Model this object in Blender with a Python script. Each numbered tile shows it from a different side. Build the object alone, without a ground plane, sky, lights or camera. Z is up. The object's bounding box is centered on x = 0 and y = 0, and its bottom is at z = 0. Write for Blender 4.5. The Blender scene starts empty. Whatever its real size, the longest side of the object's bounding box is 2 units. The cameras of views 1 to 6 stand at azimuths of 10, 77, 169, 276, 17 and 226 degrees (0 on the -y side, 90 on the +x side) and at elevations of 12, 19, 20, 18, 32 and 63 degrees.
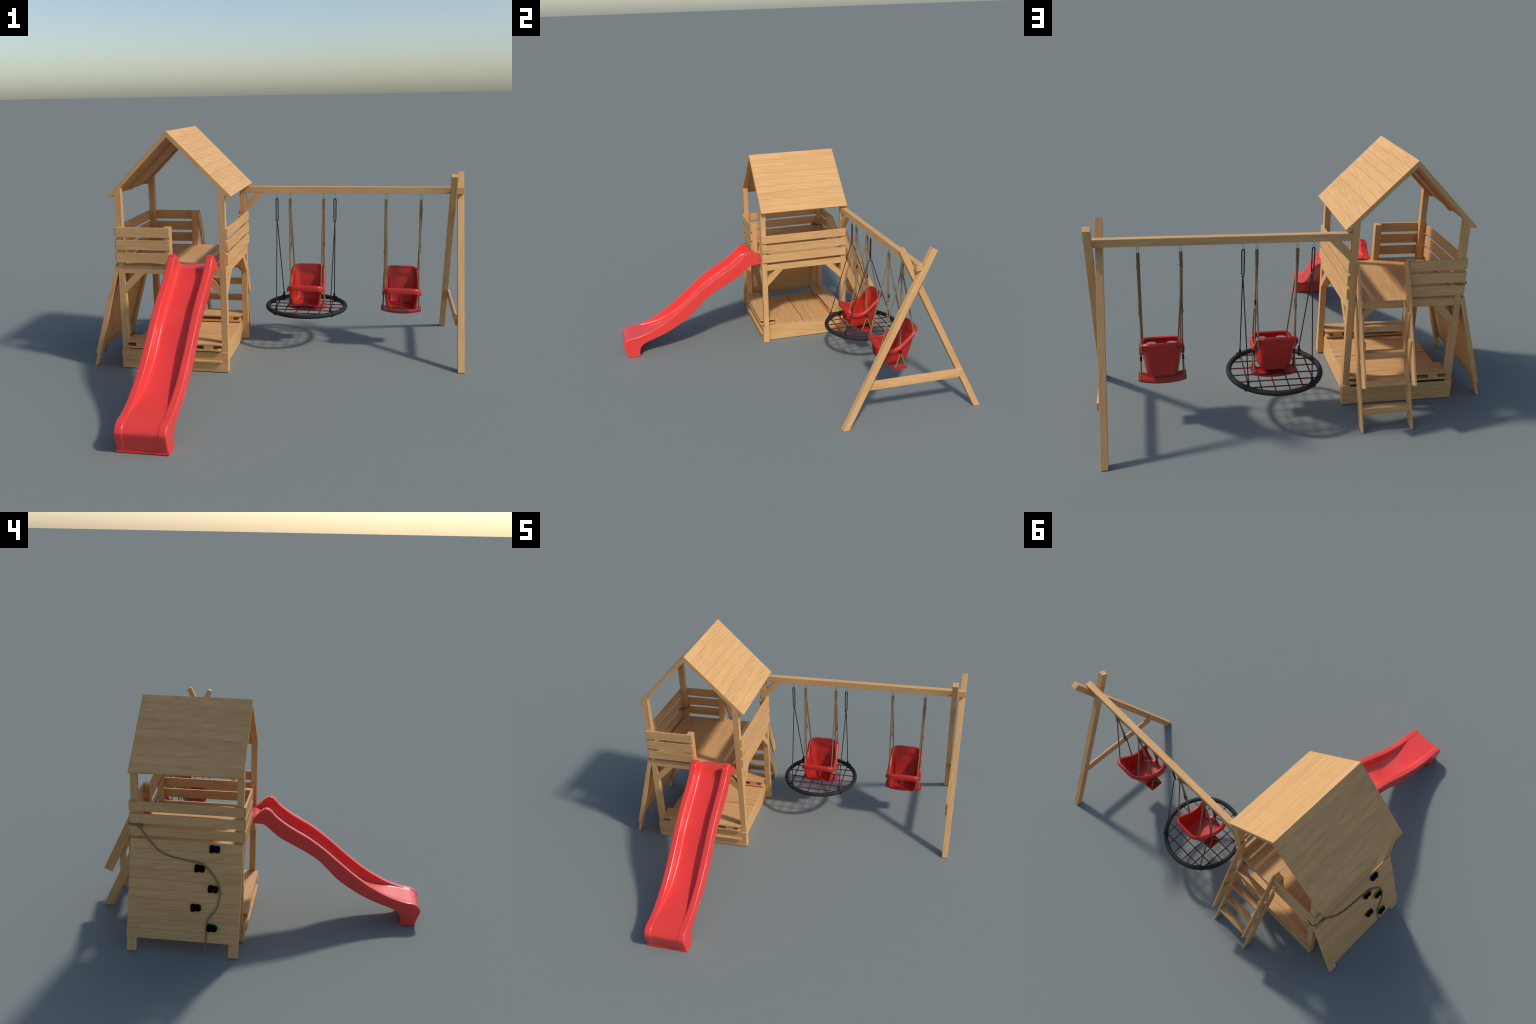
import bpy, bmesh, math, random
import numpy as np
from mathutils import Matrix, Vector

random.seed(7)
scene = bpy.context.scene
coll = scene.collection

# ------------------------------------------------------------------ materials
def new_mat(name):
    m = bpy.data.materials.new(name)
    m.use_nodes = True
    nt = m.node_tree
    return m, nt, nt.nodes['Principled BSDF']

def wood_material(name, light, dark, grain=1.0):
    """Pine: long streaks along local X, drifting per board, a few small knots."""
    m, nt, b = new_mat(name)
    N, L = nt.nodes.new, nt.links.new
    tc = N('ShaderNodeTexCoord'); oi = N('ShaderNodeObjectInfo')
    off = N('ShaderNodeVectorMath'); off.operation = 'SCALE'
    comb = N('ShaderNodeCombineXYZ')
    for i in range(3):
        comb.inputs[i].default_value = (7.3, 3.1, 5.7)[i]
    L(comb.outputs[0], off.inputs[0]); L(oi.outputs['Random'], off.inputs['Scale'])
    add = N('ShaderNodeVectorMath'); add.operation = 'ADD'
    L(tc.outputs['Object'], add.inputs[0]); L(off.outputs[0], add.inputs[1])
    def mapped(sx, sy, sz):
        mp = N('ShaderNodeMapping'); mp.inputs['Scale'].default_value = (sx, sy, sz)
        L(add.outputs[0], mp.inputs['Vector']); return mp
    broad = N('ShaderNodeTexNoise'); broad.inputs['Scale'].default_value = 1.0
    broad.inputs['Detail'].default_value = 3.0; broad.inputs['Distortion'].default_value = 0.6
    L(mapped(4, 30, 30).outputs[0], broad.inputs['Vector'])
    fine = N('ShaderNodeTexNoise'); fine.inputs['Scale'].default_value = 1.0
    fine.inputs['Detail'].default_value = 4.0
    L(mapped(22, 300, 300).outputs[0], fine.inputs['Vector'])
    wave = N('ShaderNodeTexWave'); wave.wave_type = 'BANDS'; wave.bands_direction = 'DIAGONAL'
    wave.inputs['Scale'].default_value = 1.0; wave.inputs['Distortion'].default_value = 11.0
    wave.inputs['Detail'].default_value = 2.0; wave.inputs['Detail Scale'].default_value = 0.6
    L(mapped(3.5, 22, 22).outputs[0], wave.inputs['Vector'])
    def mul(node, k):
        x = N('ShaderNodeMath'); x.operation = 'MULTIPLY'; x.inputs[1].default_value = k
        L(node, x.inputs[0]); return x.outputs[0]
    def plus(a, c):
        x = N('ShaderNodeMath'); x.operation = 'ADD'; L(a, x.inputs[0]); L(c, x.inputs[1]); return x.outputs[0]
    s = plus(plus(mul(broad.outputs['Fac'], 0.66), mul(fine.outputs['Fac'], 0.24)), mul(wave.outputs['Fac'], 0.10))
    ramp = N('ShaderNodeValToRGB'); e = ramp.color_ramp.elements
    e[0].position = 0.50 - 0.26 / grain; e[0].color = dark + (1,)
    e[1].position = 0.50 + 0.14 / grain; e[1].color = light + (1,)
    L(s, ramp.inputs['Fac'])
    # small knots
    vor = N('ShaderNodeTexVoronoi'); vor.inputs['Scale'].default_value = 1.0
    L(mapped(9, 26, 26).outputs[0], vor.inputs['Vector'])
    kr = N('ShaderNodeMapRange'); kr.inputs['From Min'].default_value = 0.035
    kr.inputs['From Max'].default_value = 0.085
    kr.inputs['To Min'].default_value = 0.30; kr.inputs['To Max'].default_value = 0.0
    L(vor.outputs['Distance'], kr.inputs['Value'])
    km = N('ShaderNodeMix'); km.data_type = 'RGBA'
    km.inputs[7].default_value = (dark[0] * .55, dark[1] * .45, dark[2] * .4, 1)
    L(kr.outputs[0], km.inputs[0]); L(ramp.outputs[0], km.inputs[6])
    # board to board tone
    hsv = N('ShaderNodeHueSaturation')
    vr = N('ShaderNodeMapRange'); vr.inputs['To Min'].default_value = 0.965; vr.inputs['To Max'].default_value = 1.035
    L(oi.outputs['Random'], vr.inputs['Value']); L(vr.outputs[0], hsv.inputs['Value'])
    L(km.outputs[2], hsv.inputs['Color']); L(hsv.outputs[0], b.inputs['Base Color'])
    b.inputs['Roughness'].default_value = 0.62
    b.inputs['Specular IOR Level'].default_value = 0.25
    bump = N('ShaderNodeBump'); bump.inputs['Strength'].default_value = 0.12
    bump.inputs['Distance'].default_value = 0.001
    L(fine.outputs['Fac'], bump.inputs['Height']); L(bump.outputs[0], b.inputs['Normal'])
    return m

WOOD = wood_material('pine_wood', (0.690, 0.398, 0.168), (0.560, 0.290, 0.108))

def plastic(name, col, rough=0.35, var=0.03, coat=0.0):
    m, nt, b = new_mat(name)
    N, L = nt.nodes.new, nt.links.new
    tc = N('ShaderNodeTexCoord'); no = N('ShaderNodeTexNoise')
    no.inputs['Scale'].default_value = 9.0; no.inputs['Detail'].default_value = 3.0
    L(tc.outputs['Object'], no.inputs['Vector'])
    rp = N('ShaderNodeValToRGB'); e = rp.color_ramp.elements
    e[0].position = .3; e[1].position = .7
    e[0].color = tuple(c * (1 - var) for c in col) + (1,)
    e[1].color = tuple(min(1, c * (1 + var)) for c in col) + (1,)
    L(no.outputs['Fac'], rp.inputs['Fac']); L(rp.outputs[0], b.inputs['Base Color'])
    b.inputs['Roughness'].default_value = rough
    b.inputs['Coat Weight'].default_value = coat
    b.inputs['Coat Roughness'].default_value = 0.2
    return m

SLIDE_RED = plastic('slide_red_plastic', (0.790, 0.052, 0.043), 0.30)
SEAT_RED = plastic('seat_red_plastic', (0.490, 0.021, 0.012), 0.42)
BLACK = plastic('black_rubber', (0.0100, 0.0098, 0.0098), 0.75, 0.2)
BLACK_ROPE = plastic('black_rope', (0.012, 0.012, 0.013), 0.7, 0.3)
STRIP_BLACK = plastic('strip_black', (0.004, 0.004, 0.004), 0.9, 0.2)

def metal(name):
    m, nt, b = new_mat(name)
    N, L = nt.nodes.new, nt.links.new
    no = N('ShaderNodeTexNoise'); no.inputs['Scale'].default_value = 120
    rp = N('ShaderNodeValToRGB')
    rp.color_ramp.elements[0].color = (.32, .33, .35, 1); rp.color_ramp.elements[1].color = (.5, .51, .53, 1)
    L(no.outputs['Fac'], rp.inputs['Fac']); L(rp.outputs[0], b.inputs['Base Color'])
    b.inputs['Metallic'].default_value = 1.0; b.inputs['Roughness'].default_value = 0.35
    return m
METAL = metal('galvanised_steel')

def rope_material(name, light, dark):
    m, nt, b = new_mat(name)
    N, L = nt.nodes.new, nt.links.new
    tc = N('ShaderNodeTexCoord'); no = N('ShaderNodeTexNoise')
    no.inputs['Scale'].default_value = 420; no.inputs['Detail'].default_value = 3
    L(tc.outputs['Object'], no.inputs['Vector'])
    rp = N('ShaderNodeValToRGB'); e = rp.color_ramp.elements
    e[0].position = .35; e[1].position = .65
    e[0].color = dark + (1,); e[1].color = light + (1,)
    L(no.outputs['Fac'], rp.inputs['Fac']); L(rp.outputs[0], b.inputs['Base Color'])
    b.inputs['Roughness'].default_value = 0.85
    bp = N('ShaderNodeBump'); bp.inputs['Strength'].default_value = .3; bp.inputs['Distance'].default_value = .0006
    L(no.outputs['Fac'], bp.inputs['Height']); L(bp.outputs[0], b.inputs['Normal'])
    return m
HEMP = rope_material('hemp_rope', (0.340, 0.215, 0.110), (0.215, 0.130, 0.065))
NET_RED = rope_material('dark_red_net_rope', (0.160, 0.012, 0.016), (0.085, 0.008, 0.012))

def hold_material(name, col):
    """Coloured resin hold with a black outer face, colour on the flanks."""
    m, nt, b = new_mat(name)
    N, L = nt.nodes.new, nt.links.new
    tc = N('ShaderNodeTexCoord'); sep = N('ShaderNodeSeparateXYZ'); L(tc.outputs['Object'], sep.inputs[0])
    no = N('ShaderNodeTexNoise'); no.inputs['Scale'].default_value = 70; no.inputs['Detail'].default_value = 2
    L(tc.outputs['Object'], no.inputs['Vector'])
    ml = N('ShaderNodeMath'); ml.operation = 'MULTIPLY_ADD'
    ml.inputs[1].default_value = 0.016; L(no.outputs['Fac'], ml.inputs[0]); L(sep.outputs[2], ml.inputs[2])
    rp = N('ShaderNodeMapRange'); rp.inputs['From Min'].default_value = 0.013
    rp.inputs['From Max'].default_value = 0.021
    L(ml.outputs[0], rp.inputs['Value'])
    mx = N('ShaderNodeMix'); mx.data_type = 'RGBA'
    mx.inputs[6].default_value = col + (1,); mx.inputs[7].default_value = (.002, .002, .002, 1)
    L(rp.outputs[0], mx.inputs[0]); L(mx.outputs[2], b.inputs['Base Color'])
    b.inputs['Roughness'].default_value = 0.6
    b.inputs['Specular IOR Level'].default_value = 0.04
    return m

# ------------------------------------------------------------------ helpers
def link(ob, parent=None, kind=None):
    coll.objects.link(ob)
    if parent is not None:
        ob.parent = parent
    if kind:
        ob['kind'] = kind
    return ob

def finish(me, mat, smooth=None):
    me.materials.append(mat)
    if smooth is not None:
        me.polygons.foreach_set('use_smooth', [True] * len(me.polygons))
        me.set_sharp_from_angle(angle=math.radians(smooth))
    me.update()
    return me

AXROT = {'x': Matrix.Identity(4), 'y': Matrix.Rotation(math.pi / 2, 4, 'Z'),
         'z': Matrix.Rotation(-math.pi / 2, 4, 'Y')}
BOXES = {}
def box_mesh(dx, dy, dz, mat, bev):
    key = (round(dx, 4), round(dy, 4), round(dz, 4), mat.name, bev)
    if key in BOXES:
        return BOXES[key]
    bm = bmesh.new(); bmesh.ops.create_cube(bm, size=1)
    bmesh.ops.scale(bm, vec=(dx, dy, dz), verts=bm.verts)
    if bev > 0:
        bmesh.ops.bevel(bm, geom=list(bm.edges), offset=min(bev, .3 * min(dx, dy, dz)), segments=1, affect='EDGES', profile=.5)
    me = bpy.data.meshes.new('board'); bm.to_mesh(me); bm.free()
    finish(me, mat)
    BOXES[key] = me
    return me

def board(name, lo, hi, grain, parent, mat=None, bev=.0009, rot=None):
    """Sawn board between two corners, its grain (local X) along one world axis."""
    mat = mat or WOOD
    d = [hi[i] - lo[i] for i in range(3)]
    c = Vector([(hi[i] + lo[i]) / 2 for i in range(3)])
    dx, dy, dz = {'x': (d[0], d[1], d[2]), 'y': (d[1], d[0], d[2]), 'z': (d[2], d[1], d[0])}[grain]
    ob = bpy.data.objects.new(name, box_mesh(dx, dy, dz, mat, bev))
    ob.matrix_world = Matrix.Translation(c) @ AXROT[grain]
    return link(ob, parent)

def frame(origin, xdir, up=(0, 0, 1)):
    x = Vector(xdir).normalized(); u = Vector(up)
    if abs(x.dot(u)) > .99:
        u = Vector((0, 1, 0))
    y = u.cross(x).normalized(); z = x.cross(y)
    m = Matrix((x, y, z)).transposed().to_4x4(); m.translation = Vector(origin)
    return m

def prism(name, poly, axis, a, b, grain_dir, parent, mat=None, bev=.0009):
    """Polygon in the plane across `axis` ('x': points are (y,z); 'y': points are (x,z)), extruded from a to b."""
    mat = mat or WOOD
    def P(p, t):
        return Vector((t, p[0], p[1])) if axis == 'x' else Vector((p[0], t, p[1]))
    pts = [P(p, a) for p in poly] + [P(p, b) for p in poly]
    c = sum(pts, Vector()) / len(pts)
    M = frame(c, grain_dir); Mi = M.inverted(); n = len(poly)
    bm = bmesh.new(); v = [bm.verts.new(Mi @ p) for p in pts]
    bm.faces.new(v[:n]); bm.faces.new(v[n:])
    for i in range(n):
        bm.faces.new((v[i], v[(i + 1) % n], v[n + (i + 1) % n], v[n + i]))
    bmesh.ops.recalc_face_normals(bm, faces=bm.faces)
    if bev:
        bmesh.ops.bevel(bm, geom=list(bm.edges), offset=bev, segments=1, affect='EDGES', profile=.5)
    me = bpy.data.meshes.new(name); bm.to_mesh(me); bm.free(); finish(me, mat)
    ob = bpy.data.objects.new(name, me); ob.matrix_world = M
    return link(ob, parent)

def catmull(pts, n):
    pts = [np.array(p, float) for p in pts]
    P = [2 * pts[0] - pts[1]] + pts + [2 * pts[-1] - pts[-2]]
    out = []
    for i in range(1, len(P) - 2):
        p0, p1, p2, p3 = P[i - 1:i + 3]
        for k in range(n):
            t = k / n
            out.append(.5 * ((2 * p1) + (p2 - p0) * t + (2 * p0 - 5 * p1 + 4 * p2 - p3) * t * t + (3 * p1 - p0 - 3 * p2 + p3) * t ** 3))
    out.append(pts[-1])
    return np.array(out)

def resample(path, step):
    path = np.array(path, float)
    seg = np.linalg.norm(np.diff(path, axis=0), axis=1); s = np.r_[0, np.cumsum(seg)]
    n = max(2, int(s[-1] / step) + 1); t = np.linspace(0, s[-1], n)
    return np.stack([np.interp(t, s, path[:, i]) for i in range(path.shape[1])], 1)

def sweep(path, section, twist=0.0, closed=False, scale=None, up=(0, 0, 1), fixed_up=False):
    """Sweep a closed 2D section along a path; returns verts, faces."""
    path = np.array(path, float); n = len(path)
    if closed:
        tan = np.roll(path, -1, 0) - np.roll(path, 1, 0)
    else:
        tan = np.gradient(path, axis=0)
    tan /= np.linalg.norm(tan, axis=1)[:, None] + 1e-12
    up = np.array(up, float)
    if abs(tan[0] @ up) > .95 and not fixed_up:
        up = np.array((1., 0, 0))
    u = up - tan[0] * (up @ tan[0]); u /= np.linalg.norm(u)
    sec = np.array(section); k = len(sec); V = []; s = 0
    for i in range(n):
        if fixed_up:
            u = up - tan[i] * (up @ tan[i])
        else:
            u = u - tan[i] * (u @ tan[i])
        u /= np.linalg.norm(u) + 1e-12
        w = np.cross(tan[i], u)
        if i:
            s += np.linalg.norm(path[i] - path[i - 1])
        a = twist * s; ca, sa = math.cos(a), math.sin(a); sc = 1 if scale is None else scale[i]
        x = (sec[:, 0] * ca - sec[:, 1] * sa) * sc; y = (sec[:, 0] * sa + sec[:, 1] * ca) * sc
        V.append(path[i] + x[:, None] * w + y[:, None] * u)
    V = np.concatenate(V); F = []
    m = n if closed else n - 1
    for i in range(m):
        j = (i + 1) % n
        for q in range(k):
            F.append((i * k + q, i * k + (q + 1) % k, j * k + (q + 1) % k, j * k + q))
    if not closed:
        F.append(tuple(range(k - 1, -1, -1))); F.append(tuple((n - 1) * k + q for q in range(k)))
    return V, F

def mesh_from(name, parts, mat, smooth=40, origin=None):
    V, F, o = [], [], 0
    for v, f in parts:
        V += [tuple(p) for p in v]; F += [tuple(i + o for i in q) for q in f]; o += len(v)
    origin = Vector(origin) if origin is not None else Vector()
    me = bpy.data.meshes.new(name)
    me.from_pydata([Vector(p) - origin for p in V], [], F)
    bm = bmesh.new(); bm.from_mesh(me); bmesh.ops.recalc_face_normals(bm, faces=bm.faces); bm.to_mesh(me); bm.free()
    finish(me, mat, smooth)
    return me

def obj(name, parts, mat, parent, smooth=40, origin=None, kind=None):
    ob = bpy.data.objects.new(name, mesh_from(name, parts, mat, smooth, origin))
    if origin is not None:
        ob.location = origin
    return link(ob, parent, kind)

def circle(r, n=10):
    return [(r * math.cos(2 * math.pi * i / n), r * math.sin(2 * math.pi * i / n)) for i in range(n)]
def lobed(r, n=18, lobes=3, amp=.40):
    return [((r * (1 - amp + amp * abs(math.cos(lobes * math.pi * i / n))) ) * math.cos(2 * math.pi * i / n),
             (r * (1 - amp + amp * abs(math.cos(lobes * math.pi * i / n))) ) * math.sin(2 * math.pi * i / n)) for i in range(n)]

ROPE_R = .0045
def rope(path, r=ROPE_R, pitch=.025, step=.0022):
    p = resample(path, step)
    return sweep(p, lobed(r), twist=2 * math.pi / pitch)
def tube(path, r, n=10, step=.004, **k):
    return sweep(resample(path, step), circle(r, n), **k)
def cyl(p0, p1, r, n=12):
    return sweep(np.array([p0, p1], float), circle(r, n))
def ball(c, r, n=8, m=6):
    V, F = [], []
    for i in range(m + 1):
        a = math.pi * i / m
        for j in range(n):
            b = 2 * math.pi * j / n
            V.append((c[0] + r[0] * math.sin(a) * math.cos(b), c[1] + r[1] * math.sin(a) * math.sin(b), c[2] + r[2] * math.cos(a)))
    for i in range(m):
        for j in range(n):
            F.append((i * n + j, i * n + (j + 1) % n, (i + 1) * n + (j + 1) % n, (i + 1) * n + j))
    return np.array(V), F

# ------------------------------------------------------------------ the thing
root = bpy.data.objects.new('playground_set', None)
root.empty_display_size = .2
link(root)
root['label'] = 'wooden playhouse tower with red slide, ladder, climbing wall and three swings'
root['category'] = 'playground set'

T = .0095                 # plank thickness
W = .0518                 # plank width
CX = -.527                # tower centre line
XR0, XR1 = -.267, -.233   # right posts
XL0, XL1 = 2 * CX - XR1, 2 * CX - XR0
YF0, YF1 = -.016, .0185   # front posts
YB0, YB1 = .5415, .576    # rear posts
DECK = .5715
RIDGE = 1.2740

def roof_z(x):
    return RIDGE - abs(x - CX)

# ---- tower posts, sloped under the rafters
for x0, x1 in ((XR0, XR1), (XL0, XL1)):
    for y0, y1 in ((YF0, YF1), (YB0, YB1)):
        prism('post', [(x0, 0.0), (x1, 0.0), (x1, roof_z(x1) - .028), (x0, roof_z(x0) - .028)], 'y', y0, y1, (0, 0, 1), root)

# ---- deck frame, braces, deck planks
BZ0, BZ1 = .529, DECK - T - .0003
def brace(axis, a, b, corner, sgn, zc, parent=root):
    """45 degree knee brace under a beam: corner is the post face, sgn the direction away from it."""
    o1, o2 = .058, .111
    poly = [(corner, zc - o2), (corner + sgn * o2, zc), (corner + sgn * o1, zc), (corner, zc - o1)]
    d = Vector((0, sgn, 1)) if axis == 'x' else Vector((sgn, 0, 1))
    prism('knee_brace', poly, axis, a, b, d, parent)
for y0, y1 in ((YF0, YF1), (YB0, YB1)):
    board('deck_beam', (XL1, y0 + .0003, BZ0), (XR0, y1 - .0003, BZ1), 'x', root)
    brace('y', y0 + .0006, y1 - .0006, XL1, 1, BZ0)
    brace('y', y0 + .0006, y1 - .0006, XR0, -1, BZ0)
for x0, x1 in ((XR0, XR1), (XL0, XL1)):
    board('deck_beam', (x0 + .0003, YF1, BZ0), (x1 - .0003, YB0, BZ1 + .008), 'y', root)
    brace('x', x0 + .0006, x1 - .0006, YF1, 1, BZ0)
    brace('x', x0 + .0006, x1 - .0006, YB0, -1, BZ0)
n = 10; w = (XR0 - XL1) / n
for i in range(n):
    board('deck_board', (XL1 + i * w + .0003, YF0, DECK - T), (XL1 + (i + 1) * w - .0003, YB1, DECK), 'y', root, bev=.0006)

# ---- railings: three boards per side, short posts at the openings
BANDS = [(.590, .6425), (.6580, .7105), (.7255, .7775)]
for z0, z1 in BANDS:
    board('railing_board', (XR1, YF0 + .001, z0), (XR1 + .011, YB1 - .001, z1), 'y', root)
    board('railing_board', (XL0 - .011, YF0 - .001, z0), (XL0, YB1 + .001, z1), 'y', root)
    board('railing_board', (XL0 - .004, YF0 - .0105, z0), (-.530, YF0, z1), 'x', root)
    board('railing_board', (XL0 - .004, YB1, z0), (-.530, YB1 + .0105, z1), 'x', root)
SP0, SP1 = -.5625, -.5275
board('railing_post', (SP0, YF0, DECK), (SP1, YF1, .779), 'z', root)
board('railing_post', (SP0, YB0, DECK), (SP1, YB1, .779), 'z', root)

# ---- roof: rafters carry nine boards per slope
roof = None
RT = .0108                 # roof board and rafter thickness
sl = math.sqrt(.5)
LEN = (.330) / sl          # slope length to the eave
def slope_pt(side, s, h):
    """s along the slope from the ridge, h below the roof surface; returns (x, z)."""
    return (CX + side * (s * sl - h * sl), RIDGE - s * sl - h * sl)
ROOF_Y0, ROOF_Y1 = -.0150, .5755
for side in (1, -1):
    for (ra, rb) in ((YF0 + .0018, YF0 + .0368), (.2625, .2975), (YB1 - .0368, YB1 - .0018)):
        poly = [(CX, RIDGE - RT / sl), slope_pt(side, LEN - .011, RT), slope_pt(side, LEN - .011, 2 * RT), (CX, RIDGE - 2 * RT / sl)]
        r = prism('rafter', poly, 'y', ra, rb, (side, 0, -1), root)
        if roof is None:
            roof = r; roof.name = 'roof'
        else:
            r.parent = roof; r.matrix_parent_inverse = roof.matrix_world.inverted()
    nb = 9
    for i in range(nb):
        a = LEN * i / nb; c = LEN * (i + 1) / nb
        g = .00025
        p = [slope_pt(side, a + g, 0), slope_pt(side, c - (g if i < nb - 1 else 0), 0), slope_pt(side, c - (g if i < nb - 1 else 0), RT), slope_pt(side, a + g, RT)]
        if i == 0:
            p[0] = (CX, RIDGE); p[3] = (CX, RIDGE - RT / sl)
        rb_ = prism('roof_board', p, 'y', ROOF_Y0 + .003, ROOF_Y1 - .003, (0, 1, 0), root, bev=.0005)
        rb_.parent = roof; rb_.matrix_parent_inverse = roof.matrix_world.inverted()

for side in (1, -1):
    for ya, yb in ((ROOF_Y0 - .0006, ROOF_Y0 + .0029), (ROOF_Y1 - .0029, ROOF_Y1 + .0006)):
        p = [(CX, RIDGE + .0001), slope_pt(side, LEN + .0001, 0), slope_pt(side, LEN + .0001, RT), slope_pt(side, LEN - .0109, RT), slope_pt(side, LEN - .0109, 2 * RT + .0002), (CX, RIDGE - 2 * RT / sl - .0002)]
        o = prism('barge_board', p, 'y', ya, yb, (side, 0, -1), root, bev=.0004)
        o.parent = roof; o.matrix_parent_inverse = roof.matrix_world.inverted()

# ---- base frame, floor and two pallet benches
def under(ob, par):
    ob.parent = par; ob.matrix_parent_inverse = par.matrix_world.inverted(); return ob
base = board('sandbox_frame', (XL0 - .002, YF0 - .0072, 0), (XR1, YF0, .0548), 'x', root)
under(board('frame_board', (XL0 - .002, YF0 - .0072, .0552), (XR1, YF0, .1095), 'x', root), base)
for z0, z1 in ((0, .0548), (.0552, .1095)):
    under(board('frame_board', (XL0 - .002, YB1, z0), (XR1, YB1 + .0072, z1), 'x', root), base)
for x0, x1 in ((XR0 - .0125, XR0), (XL1, XL1 + .0125)):
    under(board('frame_board', (x0, YF1 - .03, 0), (x1, YB0 + .03, .1028), 'y', root), base)
FZ = .1125
nb = 5; mid = .2785
for a, c in ((.0185, mid - .0022), (mid + .0022, .5405)):
    wd = (c - a) / nb
    for i in range(nb):
        under(board('floor_board', (XL1 - .0004, a + i * wd + .0003, FZ - T), (XR0 + .0004, a + (i + 1) * wd - .0003, FZ), 'x', root, bev=.0006), base)
# edge of the lower pallet showing at the front, and a thin black strip along the upper edge of the rear frame
under(board('pallet_board', (XL1 - .001, -.0362, .0545), (XR0 + .003, YF0 - .005, .0645), 'x', root), base)
under(board('black_strip', (XL1 + .004, YB1 + .0055, .1008), (XR0 - .006, YB1 + .0078, .1092), 'x', root, mat=STRIP_BLACK, bev=0), base)
for y0, y1 in ((-.0362, .0700), (.4860, .5925)):
    ym = (y0 + y1) / 2
    b0 = None
    x0, x1 = XL1 - .001, XR0 + .001
    for ya, yb in ((y0, ym - .0006), (ym + .0006, y1)):
        under(board('bench_board', (x0, ya, .1495), (x1, yb, .1590), 'x', root), base)
    for ya, yb in ((y0, y0 + .030), (y1 - .030, y1)):
        under(board('pallet_board', (x0 + .002, ya, .1185), (x1 - .002, yb, .1285), 'x', root), base)
    under(board('pallet_board', (x0 + .012, ym - .004, .1288), (x1 - .012, ym + .004, .1493), 'x', root), base)
    under(board('pallet_board', (x0 + .004, y0 + .0305, .1190), (x1 - .004, y1 - .0305, .1270), 'x', root), base)
    for bx in (-.7115, -.3375):
        for k in range(3):
            z = .1287 + k * .0069
            under(board('pallet_block', (bx - .025, y0 + .0008, z), (bx + .025, y1 - .0008, z + .0065), 'y', root, bev=.0008), base)

# ---- ladder
SLOPE = 2.10
LX = ((-.2765, -.267), (-.5265, -.517))
ang = math.atan(SLOPE); hw = W / math.sin(ang)
ladder = None
for x0, x1 in LX:
    top = .5675
    y_at = lambda z: .8490 - z / SLOPE
    poly = [(.8490, 0), (.5765, (.8490 - .5765) * SLOPE), (.5765, (.8490 - hw - .5765) * SLOPE), (.8490 - hw, 0)]
    poly[1] = (.8490 - top / SLOPE, top); poly.insert(2, (.5765, top))
    st = prism('ladder', poly, 'x', x0, x1, (0, -1, SLOPE), root)
    if ladder is None:
        ladder = st
    else:
        st.name = 'stringer'; under(st, ladder)
    # handrail: outer edge line, square cut at the foot
    d = Vector((0, -1, SLOPE)).normalized(); nrm = Vector((0, -SLOPE, -1)).normalized()
    a = Vector((0, .8375, .2360)); ln = (.7805 - a.z) / d.z
    c = [a, a + d * ln, a + d * (ln - .001) + nrm * W, a + nrm * W]
    under(prism('handrail', [(p.y, p.z) for p in c], 'x', x0, x1, d, root), ladder)
STEPS = [(.104 + .1193 * i) for i in range(4)]
for z in STEPS:
    yf = .802 - (z - .104) / SLOPE
    under(board('ladder_step', (LX[1][1], yf - .038, z - .033), (LX[0][0], yf, z), 'x', root), ladder)
for k, z1 in ((1, .428), (2, .548)):
    z = STEPS[k]; yf = .802 - (z - .104) / SLOPE
    for x0, x1 in ((LX[1][1], LX[1][1] + T), (LX[0][0] - T, LX[0][0])):
        under(board('banister', (x0, yf - .037, z + .0002), (x1, yf - .0005, z1), 'z', root), ladder)

# ---- climbing wall
PL = Vector((-.141, 0, -.504)).normalized(); PN = Vector((-.504, 0, .141)).normalized()
P0 = Vector((-.8368, 0, .577)); WY0, WY1 = -.0155, .5770
PT = .0090
def wp(s, h):      # point on the wall: s down the slope, h outward from the plank face
    p = P0 + PL * s + PN * h; return (p.x, p.z)
foot_s = (.577 + PT * PN.z * -1) / -PL.z
wall = None
for ya, yb in ((WY0, WY0 + .0515), (WY1 - .0515, WY1)):
    def at_floor(h):
        s = (P0.z + PN.z * h) / -PL.z; return wp(s, h)
    poly = [wp(.004, -PT), at_floor(-PT), at_floor(-PT - .0160), wp(.004, -PT - .0160)]
    r = prism('climbing_wall', poly, 'y', ya, yb, PL, root)
    if wall is None:
        wall = r
    else:
        r.name = 'wall_rail'; under(r, wall)
WL = .5235
for i in range(10):
    a, c = WL * i / 10, WL * (i + 1) / 10
    under(prism('wall_board', [wp(a + .0003, 0), wp(c - .0003, 0), wp(c - .0003, -PT), wp(a + .0003, -PT)], 'y', WY0, WY1, (0, 1, 0), root, bev=.0008), wall)

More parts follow.
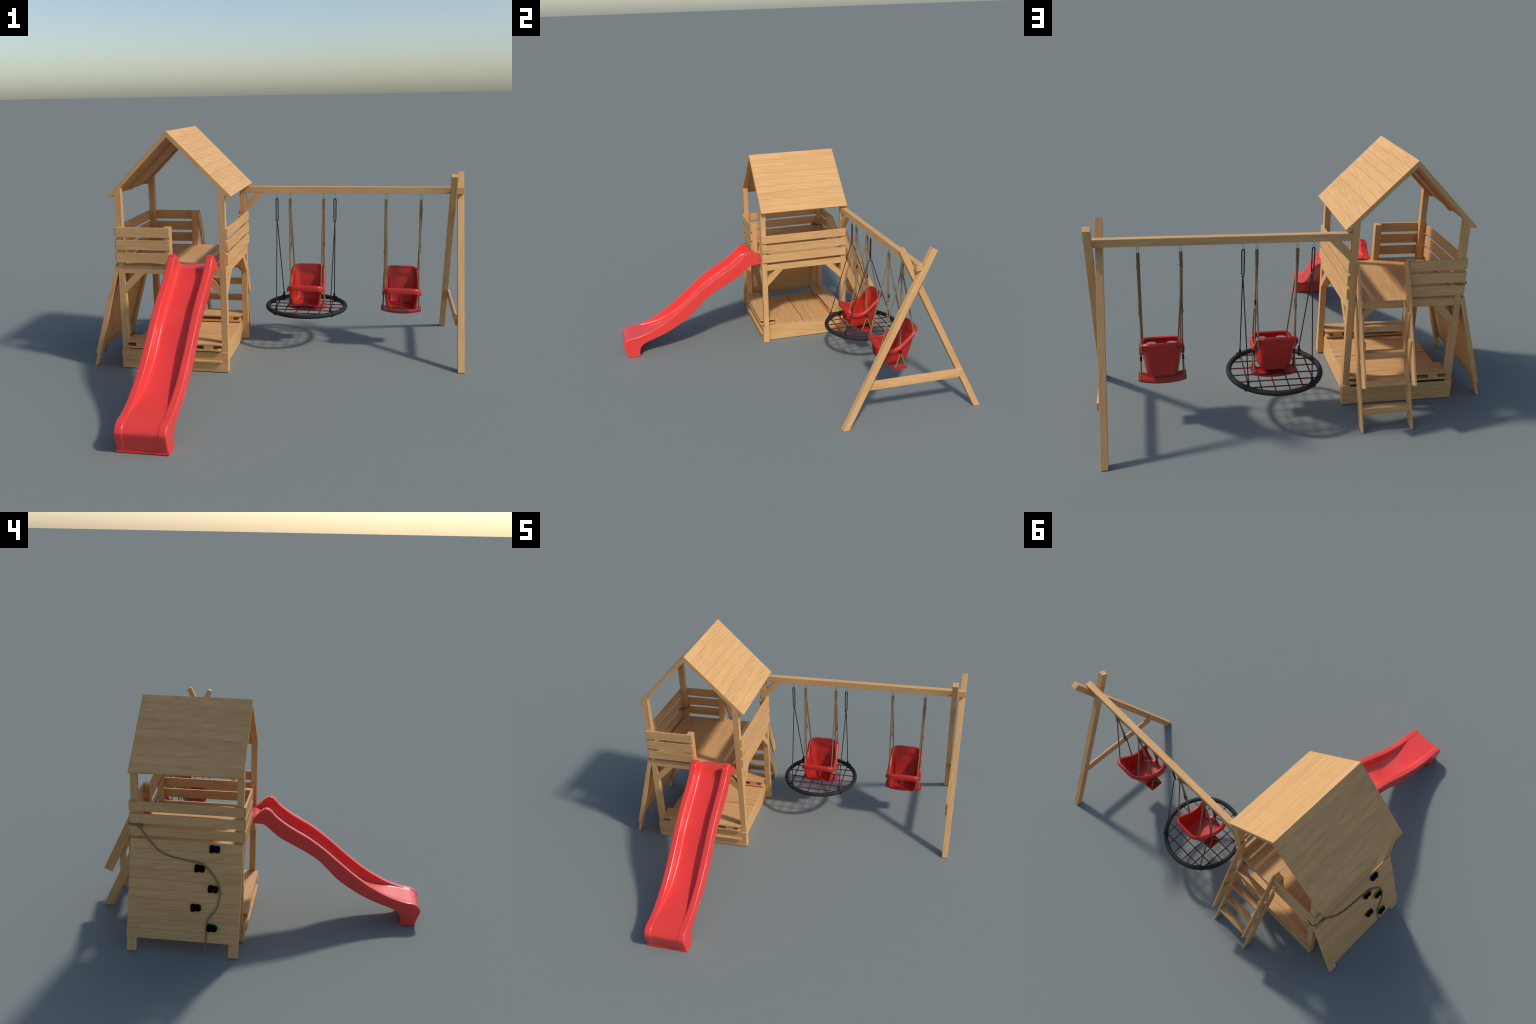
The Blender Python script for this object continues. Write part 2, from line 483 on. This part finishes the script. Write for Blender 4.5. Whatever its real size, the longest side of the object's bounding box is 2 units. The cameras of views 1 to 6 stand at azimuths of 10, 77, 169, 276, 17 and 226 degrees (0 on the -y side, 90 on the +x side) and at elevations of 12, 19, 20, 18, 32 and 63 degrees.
# holds: bean-shaped, pinched in the middle of the lower edge
def hold_mesh(seed):
    rnd = random.Random(seed)
    n, m = 40, 14; V, F = [], []
    ph = [rnd.uniform(0, 6.28) for _ in range(4)]
    for i in range(m + 1):
        t = i / m
        for j in range(n):
            a = 2 * math.pi * j / n
            ca, sa = math.cos(a), math.sin(a)
            e = 3.2
            r = (abs(ca) ** e + abs(sa) ** e) ** (-1 / e)
            x, y = .0280 * r * ca, .0215 * r * sa
            notch = math.exp(-(x / .010) ** 2)
            if sa < 0: y *= 1 - .26 * notch
            else: y *= 1 - .12 * notch
            y *= 1 - .10 * x / .0265
            q = math.cos(t * math.pi / 2) ** .55
            h = .0215 * math.sin(t * math.pi / 2) ** .8
            h *= 1 - .30 * notch * (t) + .10 * math.sin(3 * a + ph[0]) * (1 - t)
            wob = 1 + .04 * math.sin(4 * a + ph[1]) + .03 * math.sin(7 * t * 3 + ph[2])
            V.append((x * q * wob, y * q * wob, h))
    for i in range(m):
        for j in range(n):
            F.append((i * n + j, i * n + (j + 1) % n, (i + 1) * n + (j + 1) % n, (i + 1) * n + j))
    F.append(tuple(range(n)))
    return np.array(V), F
HOLDS = [(.130, .032, (.02, .02, .30)), (.204, .137, (.36, .012, .015)), (.1285, .2395, (.30, .26, .02)),
         (.2155, .3430, (.36, .035, .015)), (.1255, .4435, (.02, .20, .03))]
for i, (y, s, col) in enumerate(HOLDS):
    p = P0 + PL * s + PN * .0006 + Vector((0, y, 0))
    mt = hold_material('climbing_hold_resin', col)
    ob = bpy.data.objects.new('climbing_hold', mesh_from('climbing_hold', [hold_mesh(i)], mt, 60))
    X = Vector((0, -1, 0)); Z = PN; Y = Z.cross(X)
    M = Matrix((X, Y, Z)).transposed().to_4x4(); M.translation = p
    ob.matrix_world = M
    link(ob, root); under(ob, wall)
# climbing rope: tied round the rear left post, slung over the holds
RP = [(.527, -.060), (.502, -.024), (.470, .014), (.427, .054), (.391, .073), (.345, .087), (.294, .095), (.243, .102), (.197, .110),
      (.171, .125), (.140, .157), (.113, .193), (.096, .229), (.092, .263), (.097, .304), (.108, .340), (.129, .371), (.148, .398),
      (.1545, .428), (.156, .463), (.154, .493), (.157, .539), (.155, .588)]
path = []
for y, s in RP:
    h = .0048 + (.006 * math.exp(-((s - .112) / .02) ** 2) if y < .23 else 0)
    if s < 0:
        h = .0045
    p = P0 + PL * s + PN * h
    if s < 0:
        p.x = min(p.x, XL0 - .011 - .0045); 
    path.append((max(p.x, -.9958), y, p.z))
cr = [rope(catmull(path, 8), r=.0041)]
kx, kz = XL0 - .0165, .6505
wrap = [(kx + .002, .520, kz), (kx + .003, .560, kz + .001), (kx + .006, .5840, kz + .002), (XL0 + .008, YB1 + .015, kz), (XL1 - .004, YB1 + .012, kz + .001),
        (XL1 + .005, YB1 + .002, kz), (XL1 + .005, YB0 - .004, kz - .001), (XL1 - .006, YB0 - .006, kz), (XL0 + .006, YB0 - .006, kz + .001), (XL0 - .006, YB0 - .010, kz), (kx + .002, .522, kz - .002)]
cr.append(rope(catmull(wrap, 6), r=.0041))
for k in range(3):
    c = Vector((kx + .001, .516 + .009 * k, kz - .001))
    lp = [(c.x + .0065 * math.cos(t), c.y + .003 * math.sin(t * 1.0 + k), c.z + .0075 * math.sin(t)) for t in np.linspace(0, 2 * math.pi, 20)]
    cr.append(rope(lp, r=.0038))
for k in range(3):     # inner turns of the knot
    c = Vector((XL0 + .012, YB0 - .012 - .006 * k, kz))
    lp = [(c.x + .012 * math.cos(t), c.y + .004 * math.sin(t + k), c.z + .0065 * math.sin(t)) for t in np.linspace(0, 2 * math.pi, 20)]
    cr.append(rope(lp, r=.0036))
under(obj('climbing_rope', cr, HEMP, root, 60), wall)

# ------------------------------------------------------------------ slide
SX = -.3945
# rim (y,z), skirt edge (y,z), bed (y,z) down the length
ST = [((.016, .5790), (.016, .5722), (.016, .5835)), ((-.008, .5815), (-.008, .5722), (-.008, .5862)),
      ((-.045, .610), (-.045, .5665), (-.045, .5860)), ((-.073, .640), (-.072, .566), (-.075, .584)),
      ((-.100, .653), (-.090, .561), (-.100, .579)), ((-.127, .641), (-.108, .548), (-.125, .566)),
      ((-.160, .606), (-.130, .529), (-.150, .547)), ((-.217, .564), (-.180, .489), (-.200, .511)),
      ((-.274, .530), (-.240, .457), (-.255, .476)), ((-.330, .499), (-.297, .428), (-.310, .443)),
      ((-.387, .461), (-.350, .398), (-.362, .411)), ((-.445, .417), (-.405, .361), (-.412, .375)),
      ((-.502, .369), (-.452, .315), (-.460, .331)), ((-.560, .321), (-.505, .262), (-.510, .286)),
      ((-.617, .276), (-.566, .217), (-.570, .241)), ((-.675, .235), (-.628, .179), (-.640, .199)),
      ((-.731, .202), (-.693, .146), (-.705, .171)), ((-.787, .174), (-.755, .122), (-.775, .1535)),
      ((-.843, .153), (-.812, .102), (-.840, .1455)), ((-.898, .139), (-.850, .083), (-.898, .1360)),
      ((-.942, .133), (-.868, .063), (-.942, .1300)), ((-.967, .120), (-.874, .045), (-.9650, .1175)),
      ((-.983, .097), (-.877, .030), (-.9800, .0955)), ((-.979, .070), (-.878, .020), (-.9760, .0690)),
      ((-.968, .040), (-.878, .012), (-.9650, .0395)), ((-.957, .002), (-.877, .002), (-.9545, .0020))]
SUB = 7
ctrl = [r + s + b for r, s, b in ST]
st = catmull(ctrl, SUB)
rows = []
for k, (ry, rz, sy, sz, by, bz) in enumerate(st):
    R = np.array((ry, rz)); S = np.array((sy, sz)); B = np.array((by, bz))
    u = R - S; hgt = np.linalg.norm(u); u = u / (hgt + 1e-9)
    lip = min(1.0, max(0.0, (ry + .075) / .075))      # flare of the shelf that lies on the deck
    fl = .004 * lip
    if ry > -.006:                                    # chamfered corners of the shelf
        fl -= .032 * (ry + .006) / .022
    q = min(1.0, hgt / .03)
    d = B - R
    ins = S + u * .0015 * q
    half = [(.0550, ins), (.0950, ins), (.1060 + fl, ins), (.1105 + fl, S), (.1122 + fl, S + u * .0012 * q), (.1125 + fl, S + u * .0045 * q),
            (.1125 + fl, S + u * .0075 * q), (.1125 + fl, S + u * hgt * .5), (.1125 + fl, R - u * .0095 * q), (.1125 + fl, R - u * .0060 * q), (.1113 + fl, R - u * .0022 * q),
            (.1085 + fl, R - u * .0004 * q), (.1060, R), (.1000, R), (.0850, R), (.0825, R), (.0812, R - u * .0006 * q), (.0803, R + d * .05), (.0798, R + d * .12), (.0788, R + d * .35),
            (.0772, R + d * .62), (.0752, R + d * .80), (.0715, R + d * .91), (.0660, R + d * .97), (.0580, R + d * .995), (.0480, B), (.0250, B)]
    wide = .0005 + .004 * min(1, max(0, (rz - .1) / .5))   # the trough flares a little toward the top
    half = [(x + (wide if x > .081 else 0), p) for x, p in half]
    half = [(min(x, .1125 + fl + wide), p) for x, p in half]
    pts = [(SX + x, p[0], p[1]) for x, p in half] + [(SX, B[0], B[1])] + [(SX - x, p[0], p[1]) for x, p in reversed(half)]
    rows.append(pts)
V = np.array(rows).reshape(-1, 3); k = len(rows[0]); F = []
for i in range(len(rows) - 1):
    for j in range(k):
        j1 = (j + 1) % k
        F.append((i * k + j, i * k + j1, (i + 1) * k + j1, (i + 1) * k + j))
F.append(tuple(range(k))); F.append(tuple((len(rows) - 1) * k + j for j in range(k)))
me = mesh_from('slide', [(V, F)], SLIDE_RED, 42)
slide = link(bpy.data.objects.new('slide', me), root)
def apply_mods(ob):
    dg = bpy.context.evaluated_depsgraph_get(); dg.update()
    new = bpy.data.meshes.new_from_object(ob.evaluated_get(dg))
    ob.modifiers.clear(); ob.data = new
    return ob
# foot flange
fx0, fx1, fy0, fy1 = SX - .1155, SX + .1155, -.9605, -.8745
def bx(lo, hi):
    V = [(x, y, z) for x in (lo[0], hi[0]) for y in (lo[1], hi[1]) for z in (lo[2], hi[2])]
    return np.array(V), [(0, 1, 3, 2), (4, 6, 7, 5), (0, 4, 5, 1), (2, 3, 7, 6), (0, 2, 6, 4), (1, 5, 7, 3)]
obj('slide_foot', [bx((fx0, fy0, 0), (fx1, fy0 + .010, .0088)), bx((fx0, fy0 + .010, 0), (fx0 + .008, fy1, .0070)), bx((fx1 - .008, fy0 + .010, 0), (fx1, fy1, .0070))], SLIDE_RED, slide, 30)
# grip ribs over each hand peak
ribs = []
for sx in (-1, 1):
    for t in (2.9, 3.35, 3.8, 4.25, 4.7):
        q = st[int(t * SUB)]
        ribs.append(tube([(SX + sx * .0835, q[0], q[1]), (SX + sx * .0855, q[0], q[1] + .0004), (SX + sx * .1070, q[0], q[1] + .0004), (SX + sx * .1100, q[0], q[1] - .0008)], .0031, 10))
obj('grip_rib', ribs, SLIDE_RED, slide, 60)
# raised dots and a wavy bead on both flanks
BEAD = [(-.116, .621), (-.119, .575), (-.130, .542), (-.148, .528), (-.175, .522), (-.220, .520), (-.275, .509), (-.320, .490), (-.354, .466),
        (-.384, .428), (-.402, .399), (-.426, .367), (-.460, .339), (-.489, .324), (-.527, .314), (-.567, .297), (-.607, .268), (-.636, .236),
        (-.672, .194), (-.702, .162), (-.736, .139), (-.775, .122), (-.830, .115), (-.894, .117)]
BIG = [(-.228, .528), (-.203, .542), (-.179, .558), (-.156, .567), (-.134, .573), (-.129, .602), (-.522, .321), (-.509, .339), (-.495, .354), (-.480, .371),
       (-.463, .385), (-.446, .397), (-.423, .409), (-.394, .444), (-.673, .215), (-.704, .200), (-.727, .178), (-.744, .171), (-.758, .164), (-.772, .155),
       (-.788, .147), (-.806, .137), (-.823, .128), (-.871, .127)]
SMALL = [(-.164, .540), (-.148, .543), (-.441, .369), (-.477, .338), (-.502, .332), (-.711, .179), (-.784, .132), (-.760, .141)]
dots, beads = [], []
for sx in (-1, 1):
    x = SX + sx * .1125
    for lst, r, h in ((BIG, .0036, .0024), (SMALL, .0026, .0016)):
        for y, z in lst:
            dots.append(ball((x + sx * (.0005 + .008 * max(0, z - .12)), y, z), (h, r, r), 10, 8))
    beads.append(tube([(x + sx * (.0005 + .008 * max(0, p[1] - .12)), p[0], p[1]) for p in catmull(BEAD, 6)], .0014, 6))
obj('raised_dot', dots, SLIDE_RED, slide, 60, kind='stuff')
obj('wavy_bead', beads, SLIDE_RED, slide, 60)

# ------------------------------------------------------------------ swing frame
BX0, BX1 = XR1, 1.0
BY0, BY1 = .5415, .576
BMZ0, BMZ1 = .8895, .9265
YC = .55875
beam = board('swing_beam', (BX0, BY0, BMZ0), (BX1, BY1, BMZ1), 'x', root)
brace('y', BY0 + .0006, BY1 - .0006, XR1, 1, BMZ0)
sl_ = .4880; fw = .0380
def leg(x0, x1, mirror):
    d = Vector((0, sl_, 1)).normalized(); nn = Vector((0, 1, -sl_)).normalized(); wd = fw / math.sqrt(1 + sl_ ** 2)
    a = Vector((0, .1345, 0)); top = a + d * (1.0070 * math.sqrt(1 + sl_ ** 2))
    b = top + nn * wd
    poly = [(a.y, 0), (a.y + fw, 0), (b.y, b.z), (top.y, top.z)]
    if mirror:
        poly = [(2 * YC - y, z) for y, z in poly]
    o = prism('swing_leg', poly, 'x', x0, x1, (0, -sl_ if mirror else sl_, 1), root)
    return under(o, beam)
leg(.9655, 1.0, False); leg(.9220, .9555, True)
under(prism('crossbar', [(.2630, .2615), (.8545, .2615), (.8330, .2095), (.2845, .2095)], 'x', .9557, .9653, (0, 1, 0), root), beam)

# ------------------------------------------------------------------ swings
def eye_hook(x, single=False):
    parts = [cyl((x, YC, BMZ0 + .001), (x, YC, BMZ0 - .0035), .0075 if not single else .004, 12)]
    zt, zb = BMZ0 - .001, .852
    if single:
        pth = [(x - .0012, YC, zt), (x - .0065, YC, zb + .008), (x - .0062, YC, zb), (x, YC, zb - .004), (x + .0062, YC, zb), (x + .0065, YC, zb + .008), (x + .0012, YC, zt)]
        parts.append(tube(pth, .0011, 8))
    else:
        for s in (-1, 1):
            parts.append(tube([(x + s * .0045, YC, zt), (x + s * .0045, YC, zb - .006)], .0014, 8))
        parts.append(tube([(x - .0075, YC, zb - .004), (x + .0075, YC, zb - .004)], .0030, 8))
    return parts

def ring_of(c, r, wire, axis='y', tilt=0.0):
    pts = []
    for t in np.linspace(0, 2 * math.pi, 24, endpoint=False):
        a, b = r * math.cos(t), r * math.sin(t)
        pts.append((c[0] + a, c[1] + b * math.cos(tilt), c[2] + b * math.sin(tilt)))
    return sweep(np.array(pts), circle(wire, 8), closed=True)

# -- bucket seat
RIM = [(-.135, .3690), (-.120, .3685), (-.105, .3600), (-.088, .3470), (-.070, .3395), (-.045, .3375), (-.020, .3440), (0.0, .3560),
       (.020, .3740), (.040, .3945), (.058, .4130), (.074, .4290), (.090, .4420), (.104, .4470), (.120, .4480)]
def rim_top(y):
    return float(np.interp(y, [p[0] for p in RIM], [p[1] for p in RIM]))
def rounded_loop(hx_front, hx_back, y0, y1, rf, rb, n=12, straight=14):
    """Plan outline, counter-clockwise from the front centre."""
    pts = []
    def arc(cx, cy, r, a0, a1):
        for i in range(n + 1):
            a = a0 + (a1 - a0) * i / n; pts.append((cx + r * math.cos(a), cy + r * math.sin(a)))
    def line(p, q):
        for i in range(1, straight):
            t = i / straight; pts.append((p[0] + (q[0] - p[0]) * t, p[1] + (q[1] - p[1]) * t))
    h = math.pi / 2
    arc(hx_front - rf, y0 + rf, rf, -h, 0); line((hx_front, y0 + rf), (hx_back, y1 - rb))
    arc(hx_back - rb, y1 - rb, rb, 0, h); line((hx_back - rb, y1), (-hx_back + rb, y1))
    arc(-hx_back + rb, y1 - rb, rb, h, 2 * h); line((-hx_back, y1 - rb), (-hx_front, y0 + rf))
    arc(-hx_front + rf, y0 + rf, rf, 2 * h, 3 * h); line((-hx_front + rf, y0), (hx_front - rf, y0))
    return np.array(pts)
top_loop = rounded_loop(.0945, .0900, -.1150, .1050, .030, .042)
bot_loop = rounded_loop(.0815, .0690, -.1020, .0460, .020, .030)
def smooth_loop(a, k=3):
    for _ in range(k):
        a = (np.roll(a, 1, 0) + 2 * a + np.roll(a, -1, 0)) / 4
    return a
def build_tub():
    n = len(top_loop); Z0 = .2390
    zt = smooth_loop(np.array([rim_top(y) - .012 for x, y in top_loop])[:, None], 6)[:, 0]
    levels = [(.0, .55), (.0, .80), (.004, .90), (.016, .965), (.045, 1.0)] + [(t, 1.0) for t in np.linspace(.10, 1, 18)]
    rows = []
    for t, ins in levels:
        e = t ** .62
        loop = bot_loop * (1 - e) + top_loop * e
        c = np.array([0, -.028]); loop = c + (loop - c) * ins
        rows.append(np.c_[loop, Z0 + (zt - Z0) * t])
    V = np.concatenate(rows); F = []
    for i in range(len(rows) - 1):
        for j in range(n):
            F.append((i * n + j, i * n + (j + 1) % n, (i + 1) * n + (j + 1) % n, (i + 1) * n + j))
    F.append(tuple(range(n - 1, -1, -1)))
    me = mesh_from('toddler_swing', [(V, F)], SEAT_RED, 50)
    ob = bpy.data.objects.new('tmp_tub', me); coll.objects.link(ob)
    fl = max(me.polygons, key=lambda p: p.center.y)
    if fl.normal.y < 0:
        bm = bmesh.new(); bm.from_mesh(me); bmesh.ops.reverse_faces(bm, faces=bm.faces); bm.to_mesh(me); bm.free()
    md = ob.modifiers.new('s', 'SOLIDIFY'); md.thickness = .0055; md.offset = -1
    apply_mods(ob)
    # leg openings either side of the centre post
    cut = []
    for s in (-1, 1):
        ring = []
        for i in range(48):
            a = 2 * math.pi * i / 48; e = 3.6
            ca, sa = math.cos(a), math.sin(a); r = (abs(ca) ** e + abs(sa) ** e) ** (-1 / e)
            zz = .2950 + .0515 * r * sa
            xx = .0445 + .0355 * r * ca
            if ca < 0:                         # post swells toward the bar
                xx += .016 * max(0, (zz - .300) / .046) ** 2 * (-ca) ** .8
            else:
                xx += .006 * (zz - .29) / .05 * ca
            ring.append((s * xx, zz))
        V = np.array([(x, -.160, z) for x, z in ring] + [(x, -.082, z) for x, z in ring]); m = 48
        F = [(i, (i + 1) % m, m + (i + 1) % m, m + i) for i in range(m)] + [tuple(range(m)), tuple(range(2 * m - 1, m - 1, -1))]
        cut.append((V, F))
    cob = bpy.data.objects.new('tmp_cut', mesh_from('cut', cut, SEAT_RED, 50)); coll.objects.link(cob)
    bmod = ob.modifiers.new('b', 'BOOLEAN'); bmod.operation = 'DIFFERENCE'; bmod.object = cob; bmod.solver = 'EXACT'
    apply_mods(ob)
    me = ob.data
    bpy.data.objects.remove(cob); bpy.data.objects.remove(ob)
    me.polygons.foreach_set('use_smooth', [True] * len(me.polygons)); me.set_sharp_from_angle(angle=math.radians(50))
    me.name = 'toddler_swing'
    return me
def build_rim():
    loop = rounded_loop(.0975, .0930, -.1200, .1080, .030, .045)
    n = len(loop)
    z = smooth_loop(np.array([rim_top(y) for x, y in loop])[:, None], 6)[:, 0]
    rows = []
    nx = np.roll(loop, -1, 0) - np.roll(loop, 1, 0); nx /= np.linalg.norm(nx, axis=1)[:, None]
    out = np.c_[nx[:, 1], -nx[:, 0]]
    out = smooth_loop(out, 4); out /= np.linalg.norm(out, axis=1)[:, None]
    for i in range(n):
        y = loop[i, 1]
        f = 1 / (1 + math.exp((y + .080) / .010))         # front bar is deeper
        bk = 1 / (1 + math.exp(-(y - .075) / .008)); drop = .024 + .0075 * f - .0135 * bk
        # rolled edge: rises from the tub, turns over and hangs outside
        sec = [(-.0075, -.012), (-.0085, -.006), (-.0060, -.0016), (-.0010, 0), (.0045, -.0012), (.0088, -.0050), (.0112, -.011 + .003 * bk),
               (.0120, -.6 * drop), (.0120, -drop), (.0090, -drop - .001), (.0070, -drop + .003), (.0030, -.020 + .0115 * bk), (-.0030, -.022 + .0095 * bk)]
        if f > .5:
            sec[-3:] = [(.0060, -drop + .003), (-.0010, -.024), (-.0070, -.019)]
        rows.append([(loop[i, 0] + out[i, 0] * a, loop[i, 1] + out[i, 1] * a, z[i] + b) for a, b in sec])
    k = len(rows[0]); V = np.array(rows).reshape(-1, 3); F = []
    for i in range(n):
        j = (i + 1) % n
        for q in range(k):
            F.append((i * k + q, i * k + (q + 1) % k, j * k + (q + 1) % k, j * k + q))
    return mesh_from('seat_rim', [(V, F)], SEAT_RED, 60)
def build_plate():
    V, F = [], []; nx_, hx, y0, y1 = 24, .1145, -.0400, .0420
    prof = [(y0 + .003, -.0130), (y0, -.0105), (y0, -.002), (y0 + .002, 0), (y0 + .006, -.001), (y1 - .006, -.001), (y1 - .002, 0), (y1, -.002), (y1, -.0105), (y1 - .003, -.0130)]
    k = len(prof)
    for i in range(nx_ + 1):
        x = -hx + 2 * hx * i / nx_; e = .90 if i in (0, nx_) else 1
        for y, z in prof:
            V.append((x, y * e, .2085 + .0165 * (x / hx) ** 2 + z))
    for i in range(nx_):
        for q in range(k):
            F.append((i * k + q, i * k + (q + 1) % k, (i + 1) * k + (q + 1) % k, (i + 1) * k + q))
    F.append(tuple(range(k))); F.append(tuple(nx_ * k + q for q in range(k)))
    return mesh_from('foot_plate', [(np.array(V), F)], SEAT_RED, 40)

tub_me, rim_me, plate_me = build_tub(), build_rim(), build_plate()
SY = .5620
def toddler_swing(cx):
    seat = bpy.data.objects.new('toddler_swing', tub_me); seat.location = (cx, SY, 0); link(seat, root)
    for nm, me in (('seat_rim', rim_me), ('foot_plate', plate_me)):
        o = bpy.data.objects.new(nm, me); o.parent = seat; coll.objects.link(o)
    def sub(name, parts, mat, smooth=60):
        o = obj(name, parts, mat, None, smooth); o.location = (-cx * 0, 0, 0)
        o.parent = seat; o.matrix_parent_inverse = Matrix.Translation((-cx, -SY, 0)); return o
    ropes, sleeves, hooks, clips = [], [], [], []
    for s in (-1, 1):
        x = cx + s * .0970; zt = .853
        hooks += eye_hook(x)
        clip_z = .787
        # front and rear stays run beside the main fall, then spread to the rim
        ropes.append(rope([(x - .0042, YC - .0045, zt), (x - .0040, YC - .0060, clip_z), (cx + s * .0870 + .0045, SY - .1170, .3560)]))
        rr = [(x + .0042, YC + .0045, zt), (x + .0040, YC + .0060, clip_z), (cx + s * .0895 + .0040, SY + .0810, .4260), (cx + s * .0910 + .0040, SY + .0850, .3890)]
        ropes.append(rope(rr))
        # main fall: doubled to the knot, single to the rim
        ropes.append(rope([(x + .0042, YC - .0042, zt), (x + .0040, YC - .0035, clip_z), (x + .0015, YC + .0055, .5500)]))
        ropes.append(rope([(x - .0042, YC + .0042, zt), (x - .0040, YC + .0035, clip_z), (x - .0015, YC - .0035, .5500), (cx + s * .0985, SY + .0010, .3400), (cx + s * .1010, SY + .0010, .3020)]))
        for k in range(3):
            c = (x, YC + .0015, .5520 + .0060 * k)
            ropes.append(rope([(c[0] + .0062 * math.cos(t), c[1] + .0078 * math.sin(t), c[2] + .0022 * math.sin(t + k)) for t in np.linspace(0, 2 * math.pi, 18)], r=.0034))
        for k in range(2):
            c = (x + .0012, YC + .003, clip_z + .0070 * k)
            ropes.append(rope([(c[0] + .0072 * math.cos(t), c[1] + .0095 * math.sin(t), c[2] + .002 * math.sin(t)) for t in np.linspace(0, 2 * math.pi, 18)], r=.0030))
        sleeves.append(cyl((x + .0012, YC + .0050, .5990), (x + .0014, YC + .0055, .5760), .0055))
        sleeves.append(cyl((cx + s * .1000, SY + .0010, .3260), (cx + s * .1010, SY + .0010, .3030), .0058))
        for yy in (-.0300, .0330):
            zz = .2215
            ropes.append(rope([(cx + s * .1010, SY + .0010, .3100), (cx + s * .1010, SY + .0010 + yy * .12, .2980), (cx + s * .1030, SY + yy, zz)]))
        clips.append(ring_of((x + .001, YC + .001, clip_z - .006), .0095, .0011, tilt=.5 * s))
        clips.append(ring_of((x - .001, YC - .004, .5440), .0075, .0011, tilt=.6))
    sub('swing_rope', ropes, HEMP); sub('rope_sleeve', sleeves, BLACK, 40); sub('hanger', hooks, METAL, 40); sub('rope_clip', clips, METAL)
    return seat
toddler_swing(.1245)
toddler_swing(.6715)

# -- nest swing
NC = (.1205, .5619, .2150); NR, Nr = .2280, .0135
ribs_n = 190; per = 6
path_n = ribs_n * per
V, F = [], []; kq = 16
for i in range(path_n):
    t = 2 * math.pi * i / path_n
    for q in range(kq):
        a = 2 * math.pi * q / kq
        r = Nr - .0003 + .0003 * math.cos(ribs_n * t + a)      # wound covering, slightly spiral
        V.append(((NR + r * math.cos(a)) * math.cos(t), (NR + r * math.cos(a)) * math.sin(t), r * math.sin(a)))
for i in range(path_n):
    j = (i + 1) % path_n
    for q in range(kq):
        F.append((i * kq + q, i * kq + (q + 1) % kq, j * kq + (q + 1) % kq, j * kq + q))
nest = bpy.data.objects.new('nest_swing', mesh_from('nest_swing', [(np.array(V), F)], BLACK, 60)); nest.location = NC; link(nest, root)
def nsub(name, parts, mat, smooth=60, kind=None):
    o = obj(name, parts, mat, None, smooth, kind=kind); o.parent = nest; o.matrix_parent_inverse = Matrix.Translation(Vector(NC)).inverted(); return o
RI = NR - .004
for i, c in enumerate((-.0505, .0115, .0775, .1470, .2120, .2710)):
    d = c - NC[0]; h = math.sqrt(max(0, RI ** 2 - d ** 2))
    nsub('net_rope', [rope([(c, NC[1] - h, NC[2] + .0025), (c, NC[1] + h, NC[2] + .0025)], r=.0036, pitch=.018)], NET_RED)
for i, c in enumerate((.3990, .4640, .5315, .6000, .6650, .7235)):
    d = c - NC[1]; h = math.sqrt(max(0, RI ** 2 - d ** 2))
    nsub('net_rope', [rope([(NC[0] - h, c, NC[2] - .0005), (NC[0] + h, c, NC[2] - .0005)], r=.0036, pitch=.018)], NET_RED)
hooks, ropes, sl2, clips = [], [], [], []
for hx, ax in ((-.0500, -.0360), (.2860, .2735)):
    hooks += eye_hook(hx, True)
    bot = .7195
    lp = [(hx, YC, bot - .004), (hx - .0052, YC, bot + .010), (hx - .0058, YC, .80), (hx - .0062, YC, .842), (hx - .004, YC, .853), (hx, YC, .8565),
          (hx + .004, YC, .853), (hx + .0062, YC, .842), (hx + .0058, YC, .80), (hx + .0052, YC, bot + .010), (hx, YC, bot - .004)]
    ropes.append(tube(catmull(lp, 5), .0031, 8))
    clips.append(ring_of((hx, YC, bot + .004), .0085, .0012, tilt=.5))
    for yy in (.4005, 2 * NC[1] - .4005):
        sg = -1 if yy < YC else 1
        ropes.append(tube([(hx, YC + sg * .001, bot + .002), (hx, YC + sg * .010, bot - .008), (ax, yy, .2450)], .0028, 8))
        sl2.append(cyl((ax, yy, .2520), (ax, yy - sg * .0000, .2230), .0062))
        nd = Vector((ax - NC[0], yy - NC[1], 0)).normalized()
        wr = [(NC[0] + nd.x * (NR + .0139 * math.cos(t)), NC[1] + nd.y * (NR + .0139 * math.cos(t)), NC[2] + .0139 * math.sin(t)) for t in np.linspace(0, 2 * math.pi, 24, endpoint=False)]
        sl2.append(sweep(np.array(wr), [(-.0014, -.006), (.0014, -.006), (.0014, .006), (-.0014, .006)], closed=True))
nsub('hanging_rope', ropes, BLACK_ROPE); nsub('rope_sleeve', sl2, BLACK, 40); nsub('hanger', hooks, METAL, 40); nsub('rope_clip', clips, METAL)
